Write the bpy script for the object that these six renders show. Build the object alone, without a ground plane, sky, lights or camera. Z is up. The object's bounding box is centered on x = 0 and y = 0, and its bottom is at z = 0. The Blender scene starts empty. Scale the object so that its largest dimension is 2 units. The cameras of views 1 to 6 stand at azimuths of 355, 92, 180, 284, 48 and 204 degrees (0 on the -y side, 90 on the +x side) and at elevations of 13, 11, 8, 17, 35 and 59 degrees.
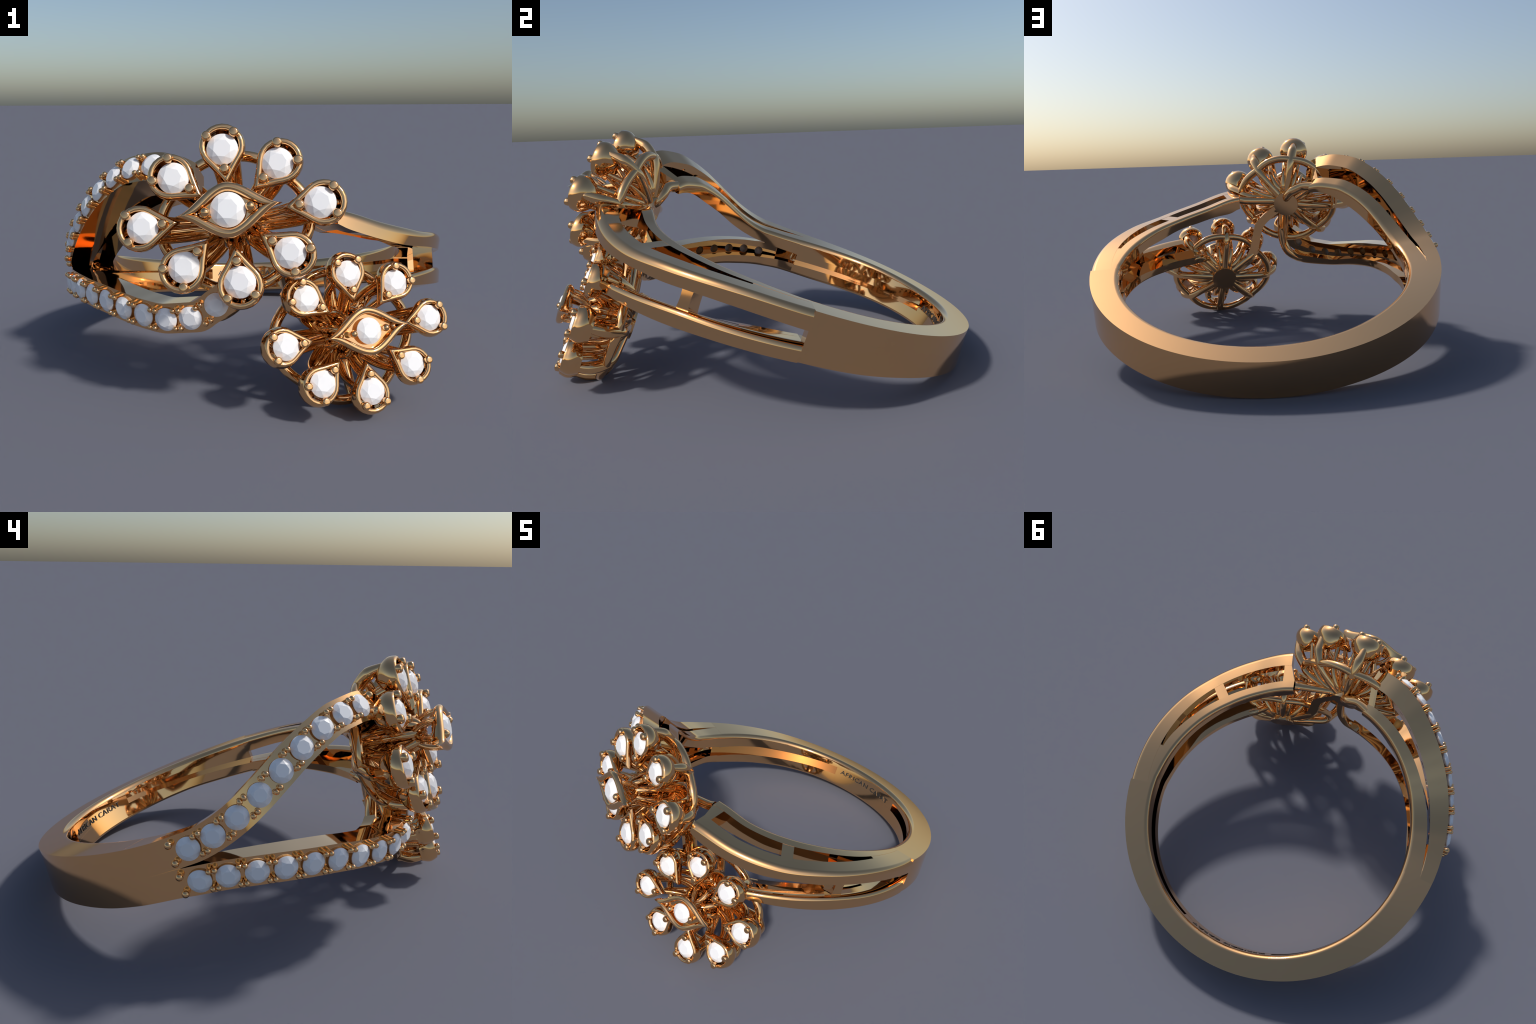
# A rose-gold cocktail ring lying on its side: a split shank, two pave shoulders
# on one side, two plain gallery shoulders on the other, and two flower heads.
import bpy, bmesh, math
import numpy as np
from mathutils import Vector, Matrix

# ------------------------------------------------------------------ frame
# Ring frame: origin on the finger axis in the plane of the upper side wall,
# third axis = finger axis.  theta = 0 at the front (flowers), + towards +x.
ORIGIN = np.array([0.0118, 0.1235, 0.5057])
AXIS = np.array([0.0057, 0.378, 1.0]); AXIS /= np.linalg.norm(AXIS)
SIDE = np.array([1.0, 0, 0]) - AXIS * AXIS[0]; SIDE /= np.linalg.norm(SIDE)
BACK = np.cross(AXIS, SIDE)
FRAME = np.stack([SIDE, BACK, AXIS])
LIFT = 0.0          # final correction so that the lowest point is z = 0


def world(p):
    return ORIGIN + np.asarray(p, float) @ FRAME


def polar(th, r, h):
    a = np.radians(th)
    return world(np.stack(np.broadcast_arrays(r * np.sin(a), -r * np.cos(a), h), -1))


def curve(*knots):
    """Smooth function of theta through (theta, value) knots (limited Hermite)."""
    k = np.array(sorted(knots), float)
    x, y = k[:, 0], k[:, 1]
    d = np.diff(y) / np.diff(x)
    m = np.zeros_like(y)
    m[0], m[-1] = d[0], d[-1]
    for i in range(1, len(y) - 1):
        h0, h1 = x[i] - x[i - 1], x[i + 1] - x[i]
        m[i] = (d[i - 1] * h1 + d[i] * h0) / (h0 + h1)
        lim = 2.5 * min(abs(d[i - 1]), abs(d[i])) if d[i - 1] * d[i] > 0 else 0.0
        m[i] = max(-lim, min(lim, m[i]))

    def f(t):
        t = np.clip(np.asarray(t, float), x[0], x[-1])
        i = np.clip(np.searchsorted(x, t) - 1, 0, len(x) - 2)
        h = x[i + 1] - x[i]; s = (t - x[i]) / h
        return ((2 * s**3 - 3 * s**2 + 1) * y[i] + (s**3 - 2 * s**2 + s) * h * m[i]
                + (-2 * s**3 + 3 * s**2) * y[i + 1] + (s**3 - s**2) * h * m[i + 1])
    return f


# ------------------------------------------------------------------ materials
def make_gold():
    m = bpy.data.materials.new("rose_gold"); m.use_nodes = True
    nt = m.node_tree; b = nt.nodes["Principled BSDF"]
    b.inputs["Metallic"].default_value = 1.0
    tc = nt.nodes.new("ShaderNodeTexCoord"); no = nt.nodes.new("ShaderNodeTexNoise")
    no.inputs["Scale"].default_value = 6.0; no.inputs["Detail"].default_value = 3.0
    nt.links.new(tc.outputs["Object"], no.inputs["Vector"])
    cr = nt.nodes.new("ShaderNodeValToRGB")
    cr.color_ramp.elements[0].color = (*GOLD_A, 1); cr.color_ramp.elements[1].color = (*GOLD_B, 1)
    nt.links.new(no.outputs["Fac"], cr.inputs["Fac"])
    nt.links.new(cr.outputs["Color"], b.inputs["Base Color"])
    mr = nt.nodes.new("ShaderNodeMapRange")
    mr.inputs["To Min"].default_value = GOLD_ROUGH - 0.01; mr.inputs["To Max"].default_value = GOLD_ROUGH + 0.01
    nt.links.new(no.outputs["Fac"], mr.inputs["Value"])
    nt.links.new(mr.outputs["Result"], b.inputs["Roughness"])
    return m


GOLD_A, GOLD_B, GOLD_ROUGH = (0.93, 0.54, 0.245), (0.95, 0.56, 0.255), 0.05


def make_stone():
    m = bpy.data.materials.new("white_brilliant"); m.use_nodes = True
    nt = m.node_tree; b = nt.nodes["Principled BSDF"]
    oi = nt.nodes.new("ShaderNodeObjectInfo"); cr = nt.nodes.new("ShaderNodeValToRGB")
    cr.color_ramp.elements[0].color = (0.86, 0.86, 0.87, 1); cr.color_ramp.elements[1].color = (0.89, 0.89, 0.89, 1)
    nt.links.new(oi.outputs["Random"], cr.inputs["Fac"])
    nt.links.new(cr.outputs["Color"], b.inputs["Base Color"])
    b.inputs["Roughness"].default_value = 0.18
    b.inputs["IOR"].default_value = 1.5
    return m


def make_ink():
    m = bpy.data.materials.new("blackened_engraving"); m.use_nodes = True
    nt = m.node_tree; b = nt.nodes["Principled BSDF"]
    tc = nt.nodes.new("ShaderNodeTexCoord"); no = nt.nodes.new("ShaderNodeTexNoise")
    no.inputs["Scale"].default_value = 60.0
    nt.links.new(tc.outputs["Object"], no.inputs["Vector"])
    cr = nt.nodes.new("ShaderNodeValToRGB")
    cr.color_ramp.elements[0].color = (0.012, 0.014, 0.016, 1); cr.color_ramp.elements[1].color = (0.03, 0.034, 0.038, 1)
    nt.links.new(no.outputs["Fac"], cr.inputs["Fac"])
    nt.links.new(cr.outputs["Color"], b.inputs["Base Color"])
    b.inputs["Roughness"].default_value = 0.45
    return m


GOLD, STONE, INK = make_gold(), make_stone(), make_ink()

root = bpy.data.objects.new("flower_ring", None)
bpy.context.scene.collection.objects.link(root)
root["label"] = "rose gold split band ring with two white stone flowers"
root["category"] = "ring"


def link(name, mesh, parent, mat=None, matrix=None, weighted=False):
    o = bpy.data.objects.new(name, mesh)
    bpy.context.scene.collection.objects.link(o)
    if mat and not mesh.materials:
        mesh.materials.append(mat)
    o.parent = parent
    if weighted:
        w = o.modifiers.new("flat_faces", "WEIGHTED_NORMAL"); w.mode = "FACE_AREA"; w.weight = 90; w.keep_sharp = True
    if matrix is not None:
        o.matrix_world = matrix
    return o


# ------------------------------------------------------------------ mesh tools
class Builder:
    def __init__(self):
        self.v, self.f = [], []

    def add(self, verts, faces):
        n = len(self.v)
        self.v.extend([tuple(p) for p in verts])
        self.f.extend([tuple(i + n for i in q) for q in faces])

    def loft(self, rings, cap0=True, cap1=True):
        """rings: list of equal-length closed point loops."""
        n, k = len(rings[0]), len(rings)
        V = [p for r in rings for p in r]; F = []
        for i in range(k - 1):
            for j in range(n):
                a, b = i * n + j, i * n + (j + 1) % n
                F.append((a, b, b + n, a + n))
        if cap0: F.append(tuple(range(n - 1, -1, -1)))
        if cap1: F.append(tuple((k - 1) * n + j for j in range(n)))
        self.add(V, F)

    def mesh(self, name, angle=32):
        me = bpy.data.meshes.new(name)
        me.from_pydata(self.v, [], self.f)
        bm = bmesh.new(); bm.from_mesh(me)
        bmesh.ops.remove_doubles(bm, verts=bm.verts, dist=1e-6)
        bmesh.ops.dissolve_degenerate(bm, edges=bm.edges, dist=1e-6)
        bmesh.ops.recalc_face_normals(bm, faces=bm.faces)
        bm.to_mesh(me); bm.free()
        me.polygons.foreach_set("use_smooth", [angle > 0] * len(me.polygons))
        if angle > 0:
            me.set_sharp_from_angle(angle=math.radians(angle))
        me.update()
        return me


def rounded(corners, n=6):
    """corners: (r, h, cut_before, cut_after) -> polygon with rounded corners."""
    out = []; k = len(corners)
    for i in range(k):
        p = np.array(corners[i][:2], float); a, b = corners[i][2], corners[i][3]
        if a <= 0 and b <= 0:
            out.append(p); continue
        q0, q1 = np.array(corners[i - 1][:2], float), np.array(corners[(i + 1) % k][:2], float)
        s = p + (q0 - p) / np.linalg.norm(q0 - p) * a
        e = p + (q1 - p) / np.linalg.norm(q1 - p) * b
        for t in np.linspace(0, math.pi / 2, n + 1):      # affine quarter circle
            out.append(p + (s - p) * (1 - math.sin(t)) + (e - p) * (1 - math.cos(t)))
    return np.array(out)


def sweep(builder, th0, th1, section, step=1.0, caps=(True, True)):
    n = max(2, int(abs(th1 - th0) / step) + 1)
    rings = []
    for t in np.linspace(th0, th1, n):
        s = section(t)
        rings.append(polar(t, s[:, 0], s[:, 1]))
    builder.loft(rings, *caps)


def spline(pts, per=10):
    """Catmull-Rom through points."""
    p = np.array(pts, float)
    p = np.vstack([2 * p[0] - p[1], p, 2 * p[-1] - p[-2]])
    out = []
    for i in range(1, len(p) - 2):
        for s in np.arange(per) / per:
            out.append(0.5 * ((2 * p[i]) + (-p[i - 1] + p[i + 1]) * s
                              + (2 * p[i - 1] - 5 * p[i] + 4 * p[i + 1] - p[i + 2]) * s**2
                              + (-p[i - 1] + 3 * p[i] - 3 * p[i + 1] + p[i + 2]) * s**3))
    out.append(p[-2])
    return np.array(out)


def tube(builder, pts, radius, sides=14, per=8, smooth=True, flat=None, round_end=True):
    """Round (or, with flat=(normal, width, thickness), rectangular) wire along points."""
    P = spline(pts, per) if smooth else np.array(pts, float)
    n = len(P)
    rad = np.interp(np.linspace(0, 1, n), np.linspace(0, 1, np.size(radius)), np.atleast_1d(radius))
    T = np.gradient(P, axis=0); T /= np.linalg.norm(T, axis=1)[:, None]
    ref = np.array(flat[0] if flat else ([0, 0, 1.0] if abs(T[0][2]) < .9 else [1.0, 0, 0]), float)
    rings = []
    a = np.arange(sides) / sides * 2 * math.pi
    N = ref - T[0] * (ref @ T[0]); N /= np.linalg.norm(N)
    for i in range(n):
        base = ref if flat else N
        N = base - T[i] * (base @ T[i]); N /= np.linalg.norm(N)
        B = np.cross(T[i], N)
        if flat:
            w, d = flat[1] * rad[i], flat[2] * rad[i]
            c = np.array([(-w, -d), (w, -d), (w, d * .35), (w * .5, d), (-w * .5, d), (-w, d * .35)])
            rings.append(P[i] + c[:, :1] * B + c[:, 1:] * N)
        else:
            rings.append(P[i] + rad[i] * (np.cos(a)[:, None] * N + np.sin(a)[:, None] * B))
    if round_end and not flat:
        for end, sgn in ((0, -1), (-1, 1)):
            extra = []
            c, t = P[end], T[end] * sgn; base = rings[end] - c
            for q in (30, 60, 84):
                extra.append(c + base * math.cos(math.radians(q)) + t * rad[end] * math.sin(math.radians(q)))
            rings = rings + extra if sgn > 0 else extra[::-1] + rings
    builder.loft(rings)


# ------------------------------------------------------------------ the band
def r_hole(th):
    """Inner wall of the finger hole (circle slightly off the outer circle)."""
    a = np.radians(th)
    p = 0.014 * np.sin(a) - 0.051 * np.cos(a)
    dip = 0.020 * np.clip(1 - np.abs((np.asarray(th) - 46.0) / 48.0), 0, 1)**.6 if np.ndim(th) else 0.020 * max(0.0, 1 - abs((float(th) - 46.0) / 48.0))**.6
    return p + np.sqrt(0.756**2 - 0.014**2 - 0.051**2 + p * p) - dip


SEAM = 97.0
TEXT_R, TEXT_L = 156.0, 195.5      # solid inner wall that carries the lettering (theta)
h_floor = curve((97, -.208), (112, -.197), (128, -.183), (150, -.180), (180, -.182), (205, -.187),
                (222, -.200), (240, -.222), (254, -.238), (263, -.243))
r_flare = curve((97, .003), (125, .014), (180, .014), (232, .014), (263, .010))
groove_top = curve((97, -.083), (125, -.060), (156, -.046), (195.5, -.046), (230, -.080), (263, -.121))
groove_bot = curve((97, -.152), (125, -.122), (156, -.097), (195.5, -.108), (230, -.148), (263, -.186))


r_shank = curve((97, .926), (112, .927), (135, .930), (180, .934), (225, .929), (248, .924), (263, .924))
h_top = curve((97, 0), (225, 0), (263, -.010))
top_cone = curve((97, 0), (215, 0), (263, .115))


def shank_section(depth):
    def s(t):
        ro, ri, hb, ht = float(r_shank(t)), float(r_hole(t)), float(h_floor(t)), float(h_top(t))
        gt, gb = float(groove_top(t)), float(groove_bot(t))
        f = 0.026
        return rounded([(ri, ht - float(top_cone(t)) * (ro - ri), f, f), (ro, ht, 0, 0), (ro + float(r_flare(t)), hb, 0, 0), (ri, hb, .014, .014),
                        (ri, gb, 0, 0), (ri + depth, gb, 0, 0), (ri + depth, gt, 0, 0), (ri, gt, 0, 0)])
    return s


b = Builder()
sweep(b, SEAM, TEXT_R, shank_section(0.085), caps=(True, True))
sweep(b, TEXT_R, TEXT_L, shank_section(0.0004))
sweep(b, TEXT_L, 360 - SEAM, shank_section(0.085))
shank = link("shank", b.mesh("shank"), root, GOLD, weighted=True)

# --- lettering on the inner wall, bent round the hole
def engraving():
    cu = bpy.data.curves.new("lettering", "FONT")
    cu.body = "AFRICAN CARAT"; cu.size = 0.046; cu.extrude = 0.004; cu.offset = 0.0
    cu.align_x = "CENTER"; cu.space_character = 1.08; cu.resolution_u = 3
    tmp = bpy.data.objects.new("tmp", cu)
    bpy.context.scene.collection.objects.link(tmp)
    dg = bpy.context.evaluated_depsgraph_get()
    me = bpy.data.meshes.new_from_object(tmp.evaluated_get(dg))
    bpy.data.objects.remove(tmp); bpy.data.curves.remove(cu)
    co = np.empty(len(me.vertices) * 3); me.vertices.foreach_get("co", co); co = co.reshape(-1, 3)
    xs = co[:, 0]; width = xs.max() - xs.min(); xs = (xs - (xs.max() + xs.min()) / 2) * (0.438 / width)
    mid = 0.5 * (193.0 + 160.6)
    th = mid - np.degrees(xs / 0.78)
    h = -0.085 + co[:, 1] * 0.9
    P = polar(th, r_hole(th) + 0.0012 - co[:, 2], h)
    me.vertices.foreach_set("co", P.ravel()); me.update()
    for p in me.polygons: p.use_smooth = False
    return me


link("engraving", engraving(), shank, INK)

# ------------------------------------------------------------------ plain shoulders (+x side)
# upper rail
ru_out = curve((13, .964), (30, .955), (45, .954), (60, .952), (80, .942), (97, .931))
ru_top = curve((13, .006), (17, .001), (30, -.033), (45, -.043), (60, -.026), (80, -.005), (97, .0))
ru_top_k = curve((13, -.19), (30, -.23), (45, -.24), (60, -.16), (80, -.04), (97, 0))
ru_bot = curve((13, -.060), (15, -.067), (18, -.086), (23, -.105), (31, -.125), (38, -.133), (52, -.120), (59, -.114), (67, -.100), (80, -.085), (97, -.080))
ru_bot_k = curve((13, -.10), (18, -.12), (27, -.22), (41, -.26), (60, -.15), (80, -.06), (97, 0.0))
ru_win_o = curve((13, .866), (30, .870), (45, .868), (60, .858), (80, .838), (97, .82))
ru_win_i = curve((13, .762), (30, .763), (45, .773), (60, .790), (80, .818), (97, .82))


def t_ru(t, r): return float(ru_top(t) + ru_top_k(t) * (r - .87))
def b_ru(t, r): return float(ru_bot(t) + ru_bot_k(t) * (r - .94))


# lower rail
rl_out = curve((20, .930), (45, .932), (75, .934), (97, .931))
rl_top = curve((20, -.300), (35, -.262), (50, -.222), (65, -.187), (80, -.163), (97, -.137))
rl_top_in = curve((20, -.335), (37, -.300), (45, -.281), (52, -.264), (60, -.249), (67, -.235), (74, -.213), (81, -.192), (97, -.154))
rl_bot = curve((15, -.334), (30, -.314), (45, -.294), (60, -.271), (75, -.243), (97, -.211))
rl_bot_in = curve((15, -.395), (37, -.355), (53, -.321), (61, -.302), (70, -.276), (81, -.247), (97, -.213))


def t_rl(t, r):
    k = (r - .73) / .17
    return float(rl_top_in(t) * (1 - k) + rl_top(t) * k)
def b_rl(t, r):
    k = (r - .72) / .21
    return float(rl_bot_in(t) * (1 - k) + rl_bot(t) * k)


def quad_section(top, bot, r_in, r_out, fil, lean=None):
    """Four cornered strip; fil = ((before, after) for in-top, out-top, out-bottom, in-bottom)."""
    def s(t):
        a, c = float(r_in(t)), float(r_out(t))
        L = []; d = c - (float(lean(t)) if lean else 0.0)
        for (r, h), f in zip(((a, top(t, a)), (c, top(t, c)), (d, bot(t, d)), (a, bot(t, a))), fil):
            L.append((r, h, *f))
        return rounded(L)
    return s


Z = (0, 0)


def gallery_rail(name, top, bot, out, win_o, win_i, f_out, f_in, spans, th_out, th_in, th_seam, lean):
    b = Builder()
    sweep(b, th_out, th_seam, quad_section(top, bot, win_o, out, f_out, lean))
    sweep(b, th_in, th_seam, quad_section(top, bot, r_hole, win_i, f_in))
    for (a0, a1, c0, c1) in spans:         # bridges between the strips: inner theta, outer theta
        n = max(2, int(abs(a1 - a0) / 1.0) + 1)
        rings = []
        for s in np.linspace(0, 1, n):
            ti, to = a0 + (a1 - a0) * s, c0 + (c1 - c0) * s
            e = 0.0006
            ri, ro = float(win_i(ti)) - .0002, float(win_o(to)) + .0002
            rings.append(np.stack([polar(ti, ri, top(ti, ri) - e), polar(to, ro, top(to, ro) - e),
                                   polar(to, ro, bot(to, ro) + e), polar(ti, ri, bot(ti, ri) + e)]))
        b.loft(rings)
    return link(name, b.mesh(name), root, GOLD, weighted=True)


gallery_rail("shoulder_rail", t_ru, b_ru, ru_out, ru_win_o, ru_win_i,
             (Z, (.030, .032), Z, Z), ((.024, .024), Z, Z, Z),
             [(13.6, 18.8, 15.6, 18.4), (44.5, 49.1, 44.6, 48.6), (80.5, 97, 80.5, 97)], 15.6, 13.6, SEAM,
             curve((13, .004), (40, .009), (60, .016), (85, .012), (97, .001)))
rl_win_o = curve((15, .860), (45, .855), (80, .838), (97, .82))
rl_win_i = curve((15, .775), (45, .785), (80, .82), (97, .82))
gallery_rail("shoulder_rail", t_rl, b_rl, rl_out, rl_win_o, rl_win_i,
             (Z, (.045, .036), Z, Z), (Z, Z, Z, (.014, .014)),
             [(34, 40, 35, 40), (57, 61, 57, 61), (80.5, 97, 80.5, 97)], 35, 36, SEAM,
             curve((13, .010), (60, .010), (85, .006), (97, .001)))

# post that ties both plain rails
b = Builder()
rings = []
for k in np.linspace(-.02, 1.02, 6):
    loop = []
    bulge = 1.75 - 1.0 * k * (1 - k)
    for th, r in ((66.4 - bulge, .905), (66.4 + bulge, .905), (66.4 + bulge, .815), (66.4 - bulge, .815)):
        loop.append(polar(th, r, b_ru(th, r) * (1 - k) + t_rl(th, r) * k))
    rings.append(np.array(loop))
b.loft(rings)
link("rail_post", b.mesh("rail_post"), root, GOLD)

# ------------------------------------------------------------------ pave shoulders (-x side)
lu_out = curve((-97, .924), (-85, .925), (-75, .930), (-60, .938), (-45, .947), (-30, .964), (-16, .965))
lu_mid = curve((-97, -.068), (-88, -.069), (-80.3, -.066), (-73.6, -.046), (-67.4, -.012), (-61, .036), (-55.3, .083),
               (-49, .131), (-42.6, .168), (-36, .190), (-29.6, .187), (-23, .155), (-16, .085))
ll_out = curve((-97, .924), (-75, .922), (-61, .921), (-54, .916), (-47, .910), (-41, .905), (-34, .901), (-20, .895), (-5, .893))
ll_mid = curve((-97, -.190), (-88, -.192), (-80.7, -.200), (-74, -.214), (-67.4, -.237), (-61, -.264), (-54.4, -.296), (-47.7, -.329),
               (-41, -.366), (-34.4, -.399), (-27.5, -.421), (-20.5, -.420), (-14.6, -.375), (-8, -.300))


def half(mid, out, hw):
    def f(t):
        d = (mid(t + .5) - mid(t - .5)) / (out(t) * math.radians(1.0))
        return hw * math.sqrt(1 + float(d)**2)
    return f


lu_half, ll_half = half(lu_mid, lu_out, .064), half(ll_mid, ll_out, .062)
blend = curve((-97, 0), (-90, .15), (-82, 1), (-5, 1))
CENTRE_H = -.09        # the faces of both strands radiate from this point on the axis


def strand(mid, out, hw, top_seam, bot_seam):
    """Tilted rectangular strand: corner(theta, sign) -> (r, h) on the outer face."""
    def corner(t, sgn):
        P = np.array([float(out(t)), float(mid(t))])
        n = P - (0, CENTRE_H); n /= np.linalg.norm(n)
        q = P + np.array([-n[1], n[0]]) * hw(t) * sgn
        k = float(blend(t))
        h = top_seam if sgn > 0 else bot_seam
        return q * k + np.array([.924 - .043 * h, h]) * (1 - k)

    def level(sgn, flat, extra=0.0):
        def f(t, r):
            q = corner(t, sgn); k = max(float(blend(t)), flat)
            return float(q[1] + (r - q[0]) * ((q[1] - CENTRE_H) / q[0] * k + extra))
        return f
    return corner, level(1, 1.0 if top_seam > -.05 else 0.0, .03 if top_seam > -.05 else 0.0), level(-1, 0.0)


lu_corner, t_lu, b_lu = strand(lu_mid, lu_out, lu_half, -.010, -.139)
ll_corner, t_ll, b_ll = strand(ll_mid, ll_out, ll_half, -.135, -.243)


lu_win_o = curve((-97, .855), (-75, .832), (-60, .827), (-45, .832), (-30, .848), (-10, .850))
lu_win_i = curve((-97, .853), (-90, .838), (-75, .817), (-60, .796), (-45, .781), (-30, .769), (-10, .750))


def drill(mesh, stones):
    """Cut a round seat under every stone through the outer strip."""
    mid, out, first, last, count = stones
    c = Builder()
    a = np.arange(20) / 20 * math.tau
    for t in np.linspace(first, last, count):
        p0 = polar(t, float(out(t)), float(mid(t))); p1 = world((0, 0, CENTRE_H))
        n = (p0 - p1) / np.linalg.norm(p0 - p1)
        e1 = AXIS - n * (AXIS @ n); e1 /= np.linalg.norm(e1); e2 = np.cross(n, e1)
        ring = np.cos(a)[:, None] * e1 + np.sin(a)[:, None] * e2
        c.loft([p0 - n * .115 + ring * .0255, p0 - n * .030 + ring * .0255, p0 + n * .020 + ring * .0455])
    cut = bpy.data.objects.new("cutter", c.mesh("cutter", 0)); base = bpy.data.objects.new("base", mesh)
    for o in (cut, base):
        bpy.context.scene.collection.objects.link(o)
    m = base.modifiers.new("seats", "BOOLEAN"); m.object = cut; m.operation = "DIFFERENCE"; m.solver = "EXACT"; m.use_self = True
    dg = bpy.context.evaluated_depsgraph_get()
    me = bpy.data.meshes.new_from_object(base.evaluated_get(dg))
    for o in (cut, base):
        bpy.data.objects.remove(o)
    me.polygons.foreach_set("use_smooth", [True] * len(me.polygons)); me.set_sharp_from_angle(angle=math.radians(32))
    me.name = mesh.name
    return me


def pave_rail(name, corner, top, bot, out, win_o, win_i, inner_top, inner_bot, f_in, spans, ends, stones, r_in=r_hole):
    b = Builder()
    def outer(t):
        w = float(win_o(t)); u, d = corner(t, 1), corner(t, -1)
        return np.array([(w, top(t, w)), u, d, (w, bot(t, w))])
    sweep(b, -SEAM, ends[0], outer)
    sweep(b, -SEAM, ends[1], quad_section(inner_top, inner_bot, r_in, win_i, f_in))
    for (a0, a1, c0, c1) in spans:
        n = max(2, int(abs(a1 - a0) / 1.0) + 1)
        rings = []
        for s in np.linspace(0, 1, n):
            ti, to = a0 + (a1 - a0) * s, c0 + (c1 - c0) * s
            ri, ro = float(win_i(ti)) - .0002, float(win_o(to)) + .0002
            e = .0006 + ((.016 * max(0.0, 94 + ti) / 10) if a1 == -97 and top is t_lu else 0)
            rings.append(np.stack([polar(ti, ri, inner_top(ti, ri) - e), polar(to, ro, top(to, ro) - e),
                                   polar(to, ro, bot(to, ro) + .0006), polar(ti, ri, inner_bot(ti, ri) + .0006)]))
        b.loft(rings)
    me = drill(b.mesh(name), stones)
    return link(name, me, root, GOLD, weighted=True)


lu_sink = curve((-97, 0), (-85, .006), (-75, .010), (-60, .012), (-45, .020), (-30, .022), (-20, .020))
lu_in_bot = curve((-97, -.121), (-85, -.117), (-75, -.093), (-60, -.033), (-45, .035), (-30, .083), (-10, .03))
lu_rail = pave_rail("pave_rail", lu_corner, t_lu, b_lu, lu_out, lu_win_o, lu_win_i, lambda t, r: t_lu(t, r) - float(lu_sink(t)),
                    lambda t, r: float(lu_in_bot(t)) + .12 * (r - .72), ((.024, .024), Z, Z, Z),
                    [(-22.4, -25.5, -19.0, -22.0), (-84, -97, -84, -97)], (-18, -22.4), (lu_mid, lu_out, -80.4, -28.8, 9))
ll_in_top = curve((-97, -.182), (-90, -.186), (-81, -.200), (-74.5, -.214), (-65, -.239), (-56, -.273), (-50, -.298), (-34, -.366), (-20, -.376), (-12, -.350))
ll_in_bot = curve((-97, -.243), (-90, -.246), (-78, -.262), (-69, -.285), (-62, -.304), (-50, -.350), (-34, -.414), (-20, -.435), (-12, -.405))
ll_win_o = curve((-97, .860), (-80, .845), (-62, .826), (-50, .815), (-35, .815), (-5, .820))
ll_win_i = curve((-97, .845), (-85, .805), (-60, .762), (-45, .748), (-20, .742), (-5, .742))
ll_rail = pave_rail("pave_rail", ll_corner, t_ll, b_ll, ll_out, ll_win_o, ll_win_i,
                    lambda t, r: float(ll_in_top(t)), lambda t, r: float(ll_in_bot(t)), (Z, Z, Z, (.018, .018)),
                    [(-88, -97, -88, -97)], (-8, -14), (ll_mid, ll_out, -80.7, -14.4, 11),
                    lambda t: r_hole(t) - .014 * float(blend(t)))


# ------------------------------------------------------------------ stones and prongs
def brilliant():
    """Round brilliant of girdle radius 1: table, crown facets, girdle, pavilion."""
    bm = bmesh.new()
    def ring(n, r, z, off=0):
        return [bm.verts.new((r * math.cos((i + off) / n * math.tau), r * math.sin((i + off) / n * math.tau), z)) for i in range(n)]
    table = ring(8, .56, .36)
    star = ring(8, .80, .22, .5)
    gir = ring(32, 1.0, .04)
    gir2 = ring(32, 1.0, -.04)
    cul = bm.verts.new((0, 0, -.86))
    bm.faces.new(table)
    for i in range(8):
        j = (i + 1) % 8
        bm.faces.new((table[i], star[i], table[j]))
        # kite around table corner j : table[j], star[i], girdle point, star[j]
        g = (4 * j) % 32
        bm.faces.new((table[j], star[i], gir[g], star[j]))
        # two upper-girdle fans per star point
        c = (4 * i + 2) % 32
        bm.faces.new((star[i], gir[(c - 2) % 32], gir[(c - 1) % 32], gir[c]))
        bm.faces.new((star[i], gir[c], gir[(c + 1) % 32], gir[(c + 2) % 32]))
    for i in range(32):
        j = (i + 1) % 32
        bm.faces.new((gir[i], gir2[i], gir2[j], gir[j]))
    for i in range(16):
        bm.faces.new((gir2[2 * i], cul, gir2[(2 * i + 2) % 32], gir2[2 * i + 1]))
    bmesh.ops.recalc_face_normals(bm, faces=bm.faces)
    me = bpy.data.meshes.new("stone"); bm.to_mesh(me); bm.free()
    me.materials.append(STONE)
    return me


def lathe(name, profile, sides=18):
    b = Builder()
    a = np.arange(sides) / sides * math.tau
    rings = [np.stack([r * np.cos(a), r * np.sin(a), np.full(sides, z)], -1) for r, z in profile]
    b.loft(rings)
    me = b.mesh(name, 40); me.materials.append(GOLD)
    return me


STONE_MESH = brilliant()
# pave bead: short pin with a ball end; unit = ball radius, base at z = -4
BEAD = lathe("bead", [(.86, -3), (.86, -.6), (.95, -.4)] + [(math.cos(math.radians(q)), math.sin(math.radians(q))) for q in (-15, 5, 25, 45, 62, 76, 86)])
# petal prong: pin with a softly domed, flat topped end
PRONG = lathe("prong", [(.8, -2.6), (.8, -.9), (1.0, -.55), (1.0, .05), (.96, .25), (.86, .42), (.70, .54), (.60, .57), (.0001, .58)], 20)


def place(name, mesh, parent, pos, z, x=None, scale=1.0, spin=0.0):
    z = np.asarray(z, float); z = z / np.linalg.norm(z)
    x = np.array([0, 0, 1.0]) if x is None else np.asarray(x, float)
    x = x - z * (x @ z); x /= np.linalg.norm(x)
    y = np.cross(z, x)
    c, s = math.cos(spin), math.sin(spin)
    X, Y = c * x + s * y, c * y - s * x
    m = Matrix.Identity(4)
    for i in range(3):
        m[i][0], m[i][1], m[i][2], m[i][3] = X[i] * scale, Y[i] * scale, z[i] * scale, pos[i]
    return link(name, mesh, parent, None, m)


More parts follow.
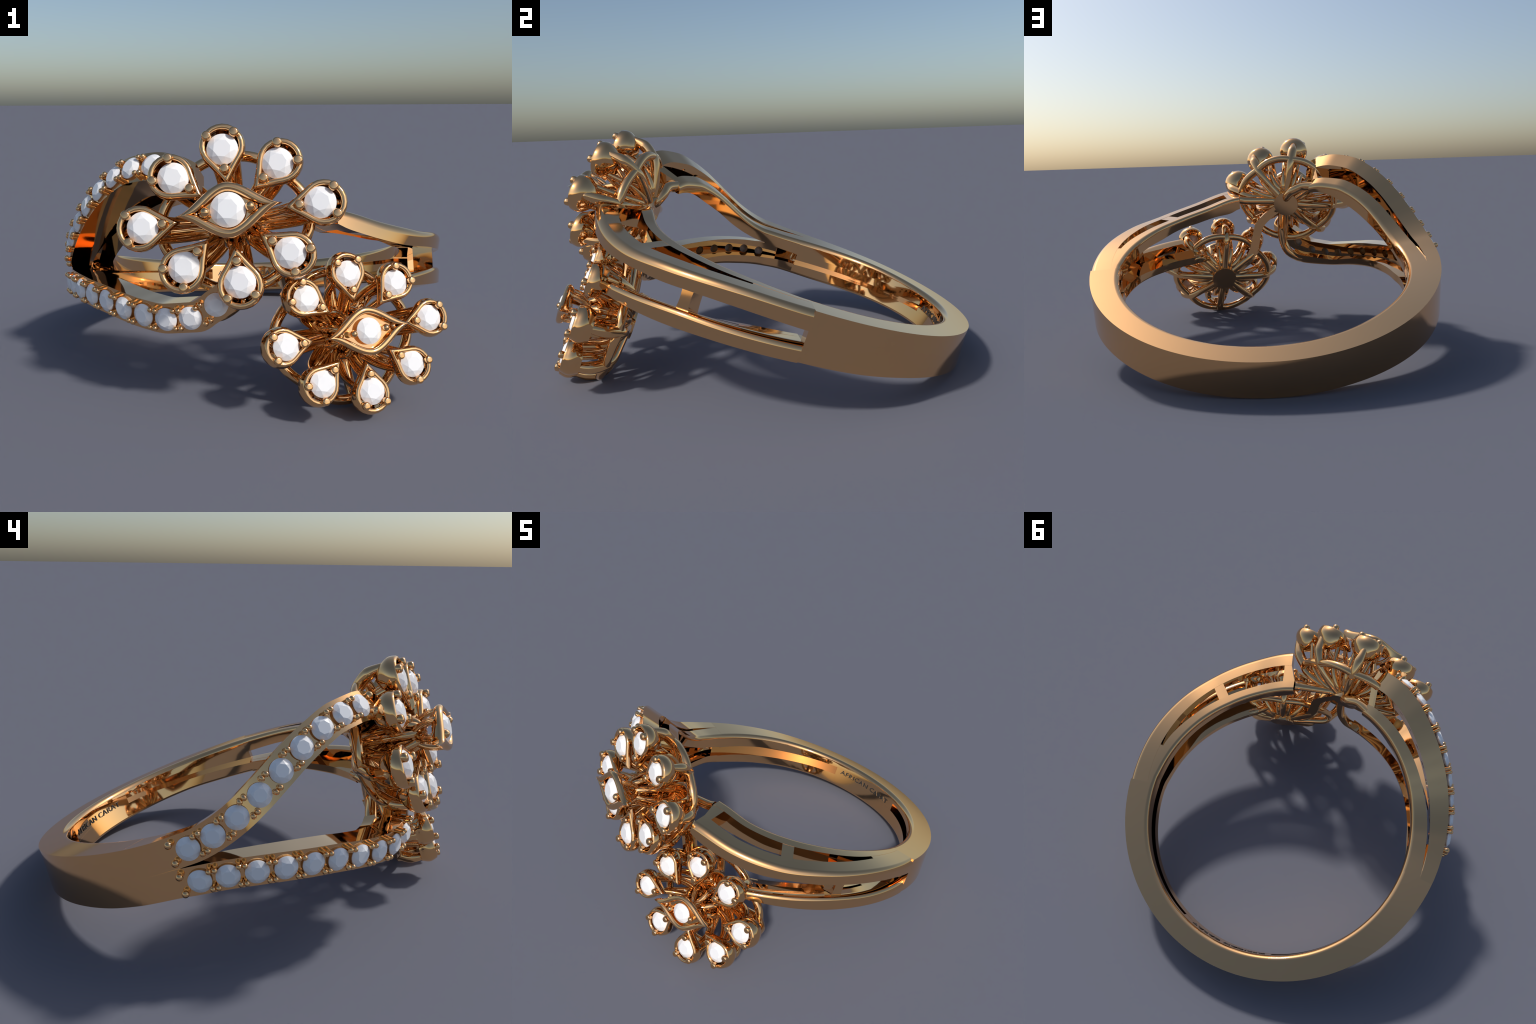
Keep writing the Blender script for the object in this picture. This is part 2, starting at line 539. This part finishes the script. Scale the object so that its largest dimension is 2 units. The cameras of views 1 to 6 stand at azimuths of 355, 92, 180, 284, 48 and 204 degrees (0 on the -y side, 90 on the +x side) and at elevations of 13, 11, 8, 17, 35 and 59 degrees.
rng = np.random.default_rng(7)
PAVE_R, BEAD_R = .0470, .0118


def pave(parent, mid, out, first, last, count):
    ths = np.linspace(first, last, count)

    def at(t, lift=0.0, lateral=0.0, along=0.0):
        p = polar(t, float(out(t)), float(mid(t)))
        q = polar(t + .4, float(out(t + .4)), float(mid(t + .4)))
        tan = (q - p) / np.linalg.norm(q - p)
        rad = p - world((0, 0, CENTRE_H))
        nor = rad - tan * (rad @ tan); nor /= np.linalg.norm(nor)
        lat = np.cross(nor, tan)
        return p + nor * lift + lat * lateral + tan * along, nor, tan
    for i, t in enumerate(ths):
        p, n, tan = at(t, 0.010)
        place("pave_stone", STONE_MESH, parent, p, n, tan, PAVE_R, rng.uniform(0, math.tau / 8))
    gaps = (ths[1:] + ths[:-1]) / 2
    for g in gaps:
        for side in (-1, 1):
            for al in (-1, 1):
                p, n, tan = at(g, 0.022, side * .0365, al * .0112)
                place("bead", BEAD, parent, p, n, tan, BEAD_R)
    step = ths[1] - ths[0]
    for t in (first - step * .62, last + step * .56):
        for side in (-1, 1):
            p, n, tan = at(t, 0.018, side * .037)
            place("bead", BEAD, parent, p, n, tan, .0155)


pave(lu_rail, lu_mid, lu_out, -80.4, -28.8, 9)
pave(ll_rail, ll_mid, ll_out, -80.7, -14.4, 11)


# ------------------------------------------------------------------ flowers
def teardrop(n, length_in, r_end):
    """Outline of a petal: round end (radius r_end, centred on origin), tip at -length_in on x.
    Returned counter-clockwise starting at the tip."""
    tip = np.array([-length_in, 0.0])
    a0 = math.acos(r_end / length_in) * .93              # tangent-ish angle measured from -x
    arc = [np.array([r_end * math.cos(t), r_end * math.sin(t)]) for t in np.linspace(-math.pi + a0, math.pi - a0, n)]
    side = []
    p0 = arc[-1]
    tang = np.array([-math.sin(math.pi - a0), math.cos(math.pi - a0)])
    for s in np.linspace(0, 1, n // 2 + 1)[1:]:           # quadratic curve to the tip
        c = p0 + tang * (length_in - r_end) * .60
        side.append((1 - s)**2 * p0 + 2 * s * (1 - s) * c + s * s * tip)
    low = [q * (1, -1) for q in side[:-1]][::-1]
    return np.array([tip] + low + arc + side[:-1])


def offset_in(P, d):
    """Move a closed 2-D outline inward by d (mitred)."""
    n = len(P)
    e = np.roll(P, -1, 0) - P; e /= np.linalg.norm(e, axis=1)[:, None]
    nor = np.stack([-e[:, 1], e[:, 0]], -1)
    prev = np.roll(nor, 1, 0)
    m = nor + prev
    k = np.clip(1 + (nor * prev).sum(1), .18, None)
    return P + m / k[:, None] * d


def petal_mesh(name, size, dome):
    """Petal cup in its own frame: x outward from the flower, z up, rim plane z=0."""
    R = .0875 * size; L = .150 * size
    P = teardrop(18, L, R)
    b = Builder()
    n = len(P)
    rings = []
    rim = .0235 * size
    u = (P[:, 0] + L) / (L + R)                    # 0 at tip .. 1 at round end
    # outer wall, from the deep edge up to the rim
    ramp = np.clip(u / (.62 if dome else .9), 0, 1); ramp = ramp * ramp * (3 - 2 * ramp)
    depth = (.030 + (.070 if dome else .052) * ramp) * size
    centre = np.array([0.0, 0.0])
    K = 9
    for i in range(K):
        q = 1 - i / K                              # 1 deep .. 0 rim
        if dome:
            sc = math.sqrt(max(0.0, 1 - (q * .985)**2)); shrink = 1 + .05 * math.sin(math.pi * min(1, q * 1.6)) - (1 - sc) * np.clip(u * 1.9, .16, 1)
        else:
            shrink = 1 + (.10 * math.sin(math.pi * min(1, q * 1.15)) - .10 * q**2.5) * np.clip(u * 1.5, .2, 1)
        xy = centre + (P - centre) * shrink[:, None]
        rings.append(np.column_stack([xy, -depth * q]))
    # rounded rim
    for t in np.linspace(0, math.pi, 8):
        o = offset_in(P, rim * (1 - math.cos(t)) / 2)
        rings.append(np.column_stack([o, np.full(n, rim * .50 * math.sin(t))]))
    # bead line and inner wall down to the deep edge
    for q in (.0, .12, .3, .5, .75, .92):
        th = rim * (1.0 + .1 * (q > 0))
        if dome:
            sc = math.sqrt(max(0.0, 1 - (q * .985)**2)); shrink = 1 + .05 * math.sin(math.pi * min(1, q * 1.6)) - (1 - sc) * np.clip(u * 1.9, .16, 1)
        else:
            shrink = 1 + (.10 * math.sin(math.pi * min(1, q * 1.15)) - .10 * q**2.5) * np.clip(u * 1.5, .2, 1)
        if q == 0: continue
        o = centre + (offset_in(P, th) - centre) * shrink[:, None]
        rings.append(np.column_stack([o, -depth * q]))
    N = len(rings)
    V = [p for r in rings for p in r]; F = []
    for i in range(N):
        for j in range(n):
            a, c = i * n + j, i * n + (j + 1) % n
            d, e = ((i + 1) % N) * n + (j + 1) % n, ((i + 1) % N) * n + j
            F.append((a, c, d, e))
    b.add(V, F)
    me = b.mesh(name, 50); me.materials.append(GOLD)
    return me


def leaf_outline(n, a, w):
    """Marquise with ogee tips; long axis x, half length a, half width w."""
    t = np.linspace(-1, 1, n)
    prof = w * (0.5 * (1 + np.cos(np.pi * t)))**.88 + w * .10 * (1 - np.abs(t))
    prof = prof * (w / prof.max())
    up = np.column_stack([a * t, -prof])
    dn = np.column_stack([a * t[::-1], prof])[1:-1]
    return np.vstack([up, dn])


def leaf_mesh(name, a, w, rim, depth):
    P = leaf_outline(31, a, w); n = len(P)
    b = Builder(); rings = []
    for q in (1, .75, .5, .25, 0):
        s = 1 - .30 * q * q
        rings.append(np.column_stack([P * (1 - .06 * q, s), np.full(n, -depth * q)]))
    inner = P * np.array([1 - rim / a * 1.9, 1 - rim / w])
    for t in np.linspace(0, math.pi, 8):
        k = (1 - math.cos(t)) / 2
        rings.append(np.column_stack([P * (1 - k) + inner * k, np.full(n, rim * .5 * math.sin(t))]))
    rings.append(np.column_stack([inner * .98, np.full(n, -.016)]))
    b.loft(rings)                                   # closed below and floored inside
    me = b.mesh(name, 50); me.materials.append(GOLD)
    return me


def flower(centre, n, u, spec):
    n = np.array(n, float); n /= np.linalg.norm(n)
    u = np.array(u, float); u -= n * (u @ n); u /= np.linalg.norm(u)
    v = np.cross(n, u)
    C = np.array(centre, float)

    def W(x, y, z): return C + u * x + v * y + n * z
    S = spec["petal_size"]
    cage = Builder()
    hub_z = -spec["hub"]
    a = np.arange(40) / 40 * math.tau
    hub_r = .078
    cage.loft([np.array([W(r * math.cos(t), r * math.sin(t), z) for t in a]) for r, z in
               ((hub_r * .98, hub_z - .010), (hub_r, hub_z - .006), (hub_r, hub_z + .034), (hub_r * .9, hub_z + .040))])
    petals = spec["petals"]
    rw = .0215
    elbows = []
    for i, (px, py) in enumerate(petals):
        d = np.array([px, py]); R = np.linalg.norm(d); d /= R
        long = R > .29
        er = spec["ring_long"] if long else spec["ring"]
        ez = spec["ring_z"] + (-.005 if long else 0)
        rim_r = R + .014 * S
        end_r = rim_r + .054 * S; end_z = -.064 * S if spec["dome"] else -.052
        E = d * er; elbows.append((E, ez))
        H = d * .045
        hz = hub_z + .018
        pts = [W(*H, hz), W(*(d * er * .55), hz + (ez - hz) * .28),
               W(*(d * (er - .032)), ez - .020), W(*(d * (er + .006)), ez + .012),
               W(*(d * (er * .45 + end_r * .55 + .010)), ez * .52 + end_z * .48), W(*(d * end_r), end_z)]
        tube(cage, pts, np.array([.0235, .0235, .0240, .0270, .0280, .018]) * spec['spoke'], sides=14)
        # slimmer arm that carries the tip of the petal
        side = np.array([-d[1], d[0]])
        for sg in (-1, 1):
            w = side * sg
            pts = [W(*(d * .042 + w * .016), hub_z + .040), W(*(d * (.42 * R) + w * .028), hub_z * .88),
                   W(*(d * (.74 * R) + w * .038), hub_z * .64), W(*(d * (R - .022 * S) + w * .048 * S), -.062 * S)]
            tube(cage, pts, [.018, .018, .0165, .014], sides=10)
        tip_r = rim_r - .130 * S
        pts = [W(*(d * .022), hub_z + .07), W(*(d * .05), hub_z * .50), W(*(d * (tip_r * .55 + .04)), -.075),
               W(*(d * max(tip_r + .02, .07)), -.020 * S)]
        tube(cage, pts, [.020, .019, .017, .012], sides=10)
    # ring of arcs between neighbouring elbows
    for i in range(len(elbows)):
        (E0, z0), (E1, z1) = elbows[i], elbows[(i + 1) % len(elbows)]
        a0, a1 = math.atan2(E0[1], E0[0]), math.atan2(E1[1], E1[0])
        a1 += math.tau * round((a0 - a1) / math.tau)
        r0, r1 = np.linalg.norm(E0), np.linalg.norm(E1)
        pts = []
        for q in np.linspace(0, 1, 7):
            A = a0 + (a1 - a0) * q; rr = r0 + (r1 - r0) * (3 * q * q - 2 * q**3) + .006 * math.sin(math.pi * q)
            pts.append(W(rr * math.cos(A), rr * math.sin(A), z0 + (z1 - z0) * q + .006 * math.sin(math.pi * q)))
        tube(cage, pts, spec['ring_w'], sides=12, per=4)
    # central stalk: a vase of stems bowing out between hub and leaf
    lz = spec["leaf_z"] - .024
    for i in range(8):
        A = math.tau * (i + .5) / 8
        c, q = math.cos(A), math.sin(A)
        tube(cage, [W(.045 * c, .045 * q, hub_z + .05), W(.088 * c, .088 * q, hub_z * .62), W(.096 * c, .088 * q, hub_z * .36),
                    W(.062 * c, .050 * q, lz - .105), W(.02 * c, .02 * q, lz - .075)], [.021, .020, .0185, .017, .015], sides=10)
    tube(cage, [W(0, 0, hub_z + .06), W(0, 0, hub_z * .5), W(0, 0, lz - .10)], [.058, .05, .040], sides=14)
    # looped gallery wires under the leaf
    la, lw = spec["leaf_a"], spec["leaf_w"]
    for xx in (-.30, .30):                     # hoops across the leaf
        x = la * xx; e = lw * .62
        pts = [W(x * (1 - .12 * math.sin(t)), -e * math.cos(t), lz - .112 * math.sin(t)) for t in np.linspace(0, math.pi, 9)]
        tube(cage, pts, .0135, sides=10, per=4)
    e = la * .60                               # one hoop along it
    tube(cage, [W(-e * math.cos(t), 0, lz - .105 * math.sin(t)) for t in np.linspace(0, math.pi, 11)], .0130, sides=10, per=4)
    body = link("flower_head", cage.mesh("flower_head", 45), root, GOLD)

    pm = spec["mesh"]
    for i, (px, py) in enumerate(petals):
        d = np.array([px, py]); R = np.linalg.norm(d); d /= R
        out = u * d[0] + v * d[1]; lat = np.cross(n, out)
        rim_c = R + .014 * S
        o = place("petal_cup", pm, body, W(*(d * rim_c), -.006), n, out)
        place("petal_stone", STONE_MESH, body, W(*(d * R), -.004), n, out, spec["stone"], math.radians(rng.uniform(0, 45)))
        for ang, dist in ((43, .0765), (-43, .0765), (180, .079)):
            t = math.radians(ang)
            p = W(*(d * R), .016) + (out * math.cos(t) + lat * math.sin(t)) * dist * S
            place("prong", PRONG, body, p, n, out, .0192 * S)
    lm = leaf_mesh("leaf_setting", la, lw, spec["leaf_rim"], .032)
    place("leaf_setting", lm, body, W(0, 0, spec["leaf_z"] - .012), n, u)
    place("leaf_stone", STONE_MESH, body, W(0, 0, spec["leaf_z"] - .008), n, u, spec["leaf_stone"], .2)
    for s in (-1, 1):
        place("leaf_prong", BEAD, body, W(s * (spec["leaf_stone"] + .017) , 0, spec["leaf_z"] + .002), n, u, spec["leaf_prong"])
    return W, body


F1 = dict(centre=(-.1525, -.8300, .8158), n=(-.1309, -.94, .315), u=(.9859, -.09, .1411))
F2 = dict(centre=(.353, -.8439, .3425), n=(.2065, -.9091, .3619), u=(.9658, .2485, .0732))


def petal_places(lx, dx, dy, ly):
    return [(0, ly), (dx, dy), (lx, 0), (dx, -dy), (0, -ly), (-dx, -dy), (-lx, 0), (-dx, dy)]


W1, head1 = flower(F1["centre"], F1["n"], F1["u"], dict(
    ring_w=.0235, spoke=1.08, dome=True, petal_size=1.0, hub=.274, petals=petal_places(.3375, .200, .171, .2545), ring=.268, ring_long=.300, ring_z=-.190,
    mesh=petal_mesh("petal_cup", 1.0, True), stone=.0605, leaf_a=.197, leaf_w=.103, leaf_z=.127, leaf_rim=.036,
    leaf_stone=.0645, leaf_prong=.0190))
W2, head2 = flower(F2["centre"], F2["n"], F2["u"], dict(
    ring_w=.0212, spoke=1.0, dome=False, petal_size=.86, hub=.247, petals=petal_places(.315, .197, .166, .235), ring=.268, ring_long=.305, ring_z=-.180,
    mesh=petal_mesh("petal_cup", .86, False), stone=.0528, leaf_a=.188, leaf_w=.095, leaf_z=.084, leaf_rim=.029,
    leaf_stone=.0515, leaf_prong=.0145))

# ------------------------------------------------------------------ wires that join flowers and band
def L(x, y, h): return world((x, y, h))


b = Builder()
hub1, hub2 = W1(0, 0, -.274), W2(0, 0, -.247)
tube(b, [polar(13.4, .742, .006), polar(9, .744, -.008), W1(.045, .0, -.236)], [.026, .026, .025], sides=16, round_end=False)
tube(b, [polar(-24, .742, .100), L(-.232, -.712, .086), L(-.165, -.716, .054), L(-.132, -.730, .010), W1(-.005, .02, -.250)], [.031, .030, .029, .026, .020], sides=16, round_end=False)
tube(b, [L(-.108, -.760, -.075), L(-.098, -.735, -.168), L(-.096, -.720, -.23), L(-.104, -.710, -.300), L(-.135, -.695, -.362),
         L(-.19, -.688, -.400), polar(-18.5, .715, -.407)], [.027, .027, .027, .027, .028, .028, .028], sides=16)
tube(b, [polar(40, .728, -.318), polar(36, .728, -.330), L(.386, -.640, -.375), L(.345, -.625, -.415), W2(.02, .03, -.222)], [.026, .026, .026, .025, .022], sides=16)
link("joining_wire", b.mesh("joining_wire", 40), root, GOLD)
b = Builder()
tube(b, [L(-.10, -.782, -.058), L(-.021, -.768, -.11), L(.045, -.752, -.173), L(.070, -.738, -.250),
         L(.092, -.716, -.335), L(.132, -.694, -.400), L(.200, -.674, -.452), L(.27, -.655, -.49)], [1.0],
     flat=((0, -.93, .36), .027, .034))
link("flower_link", b.mesh("flower_link", 40), root, GOLD)

bpy.context.view_layer.update()
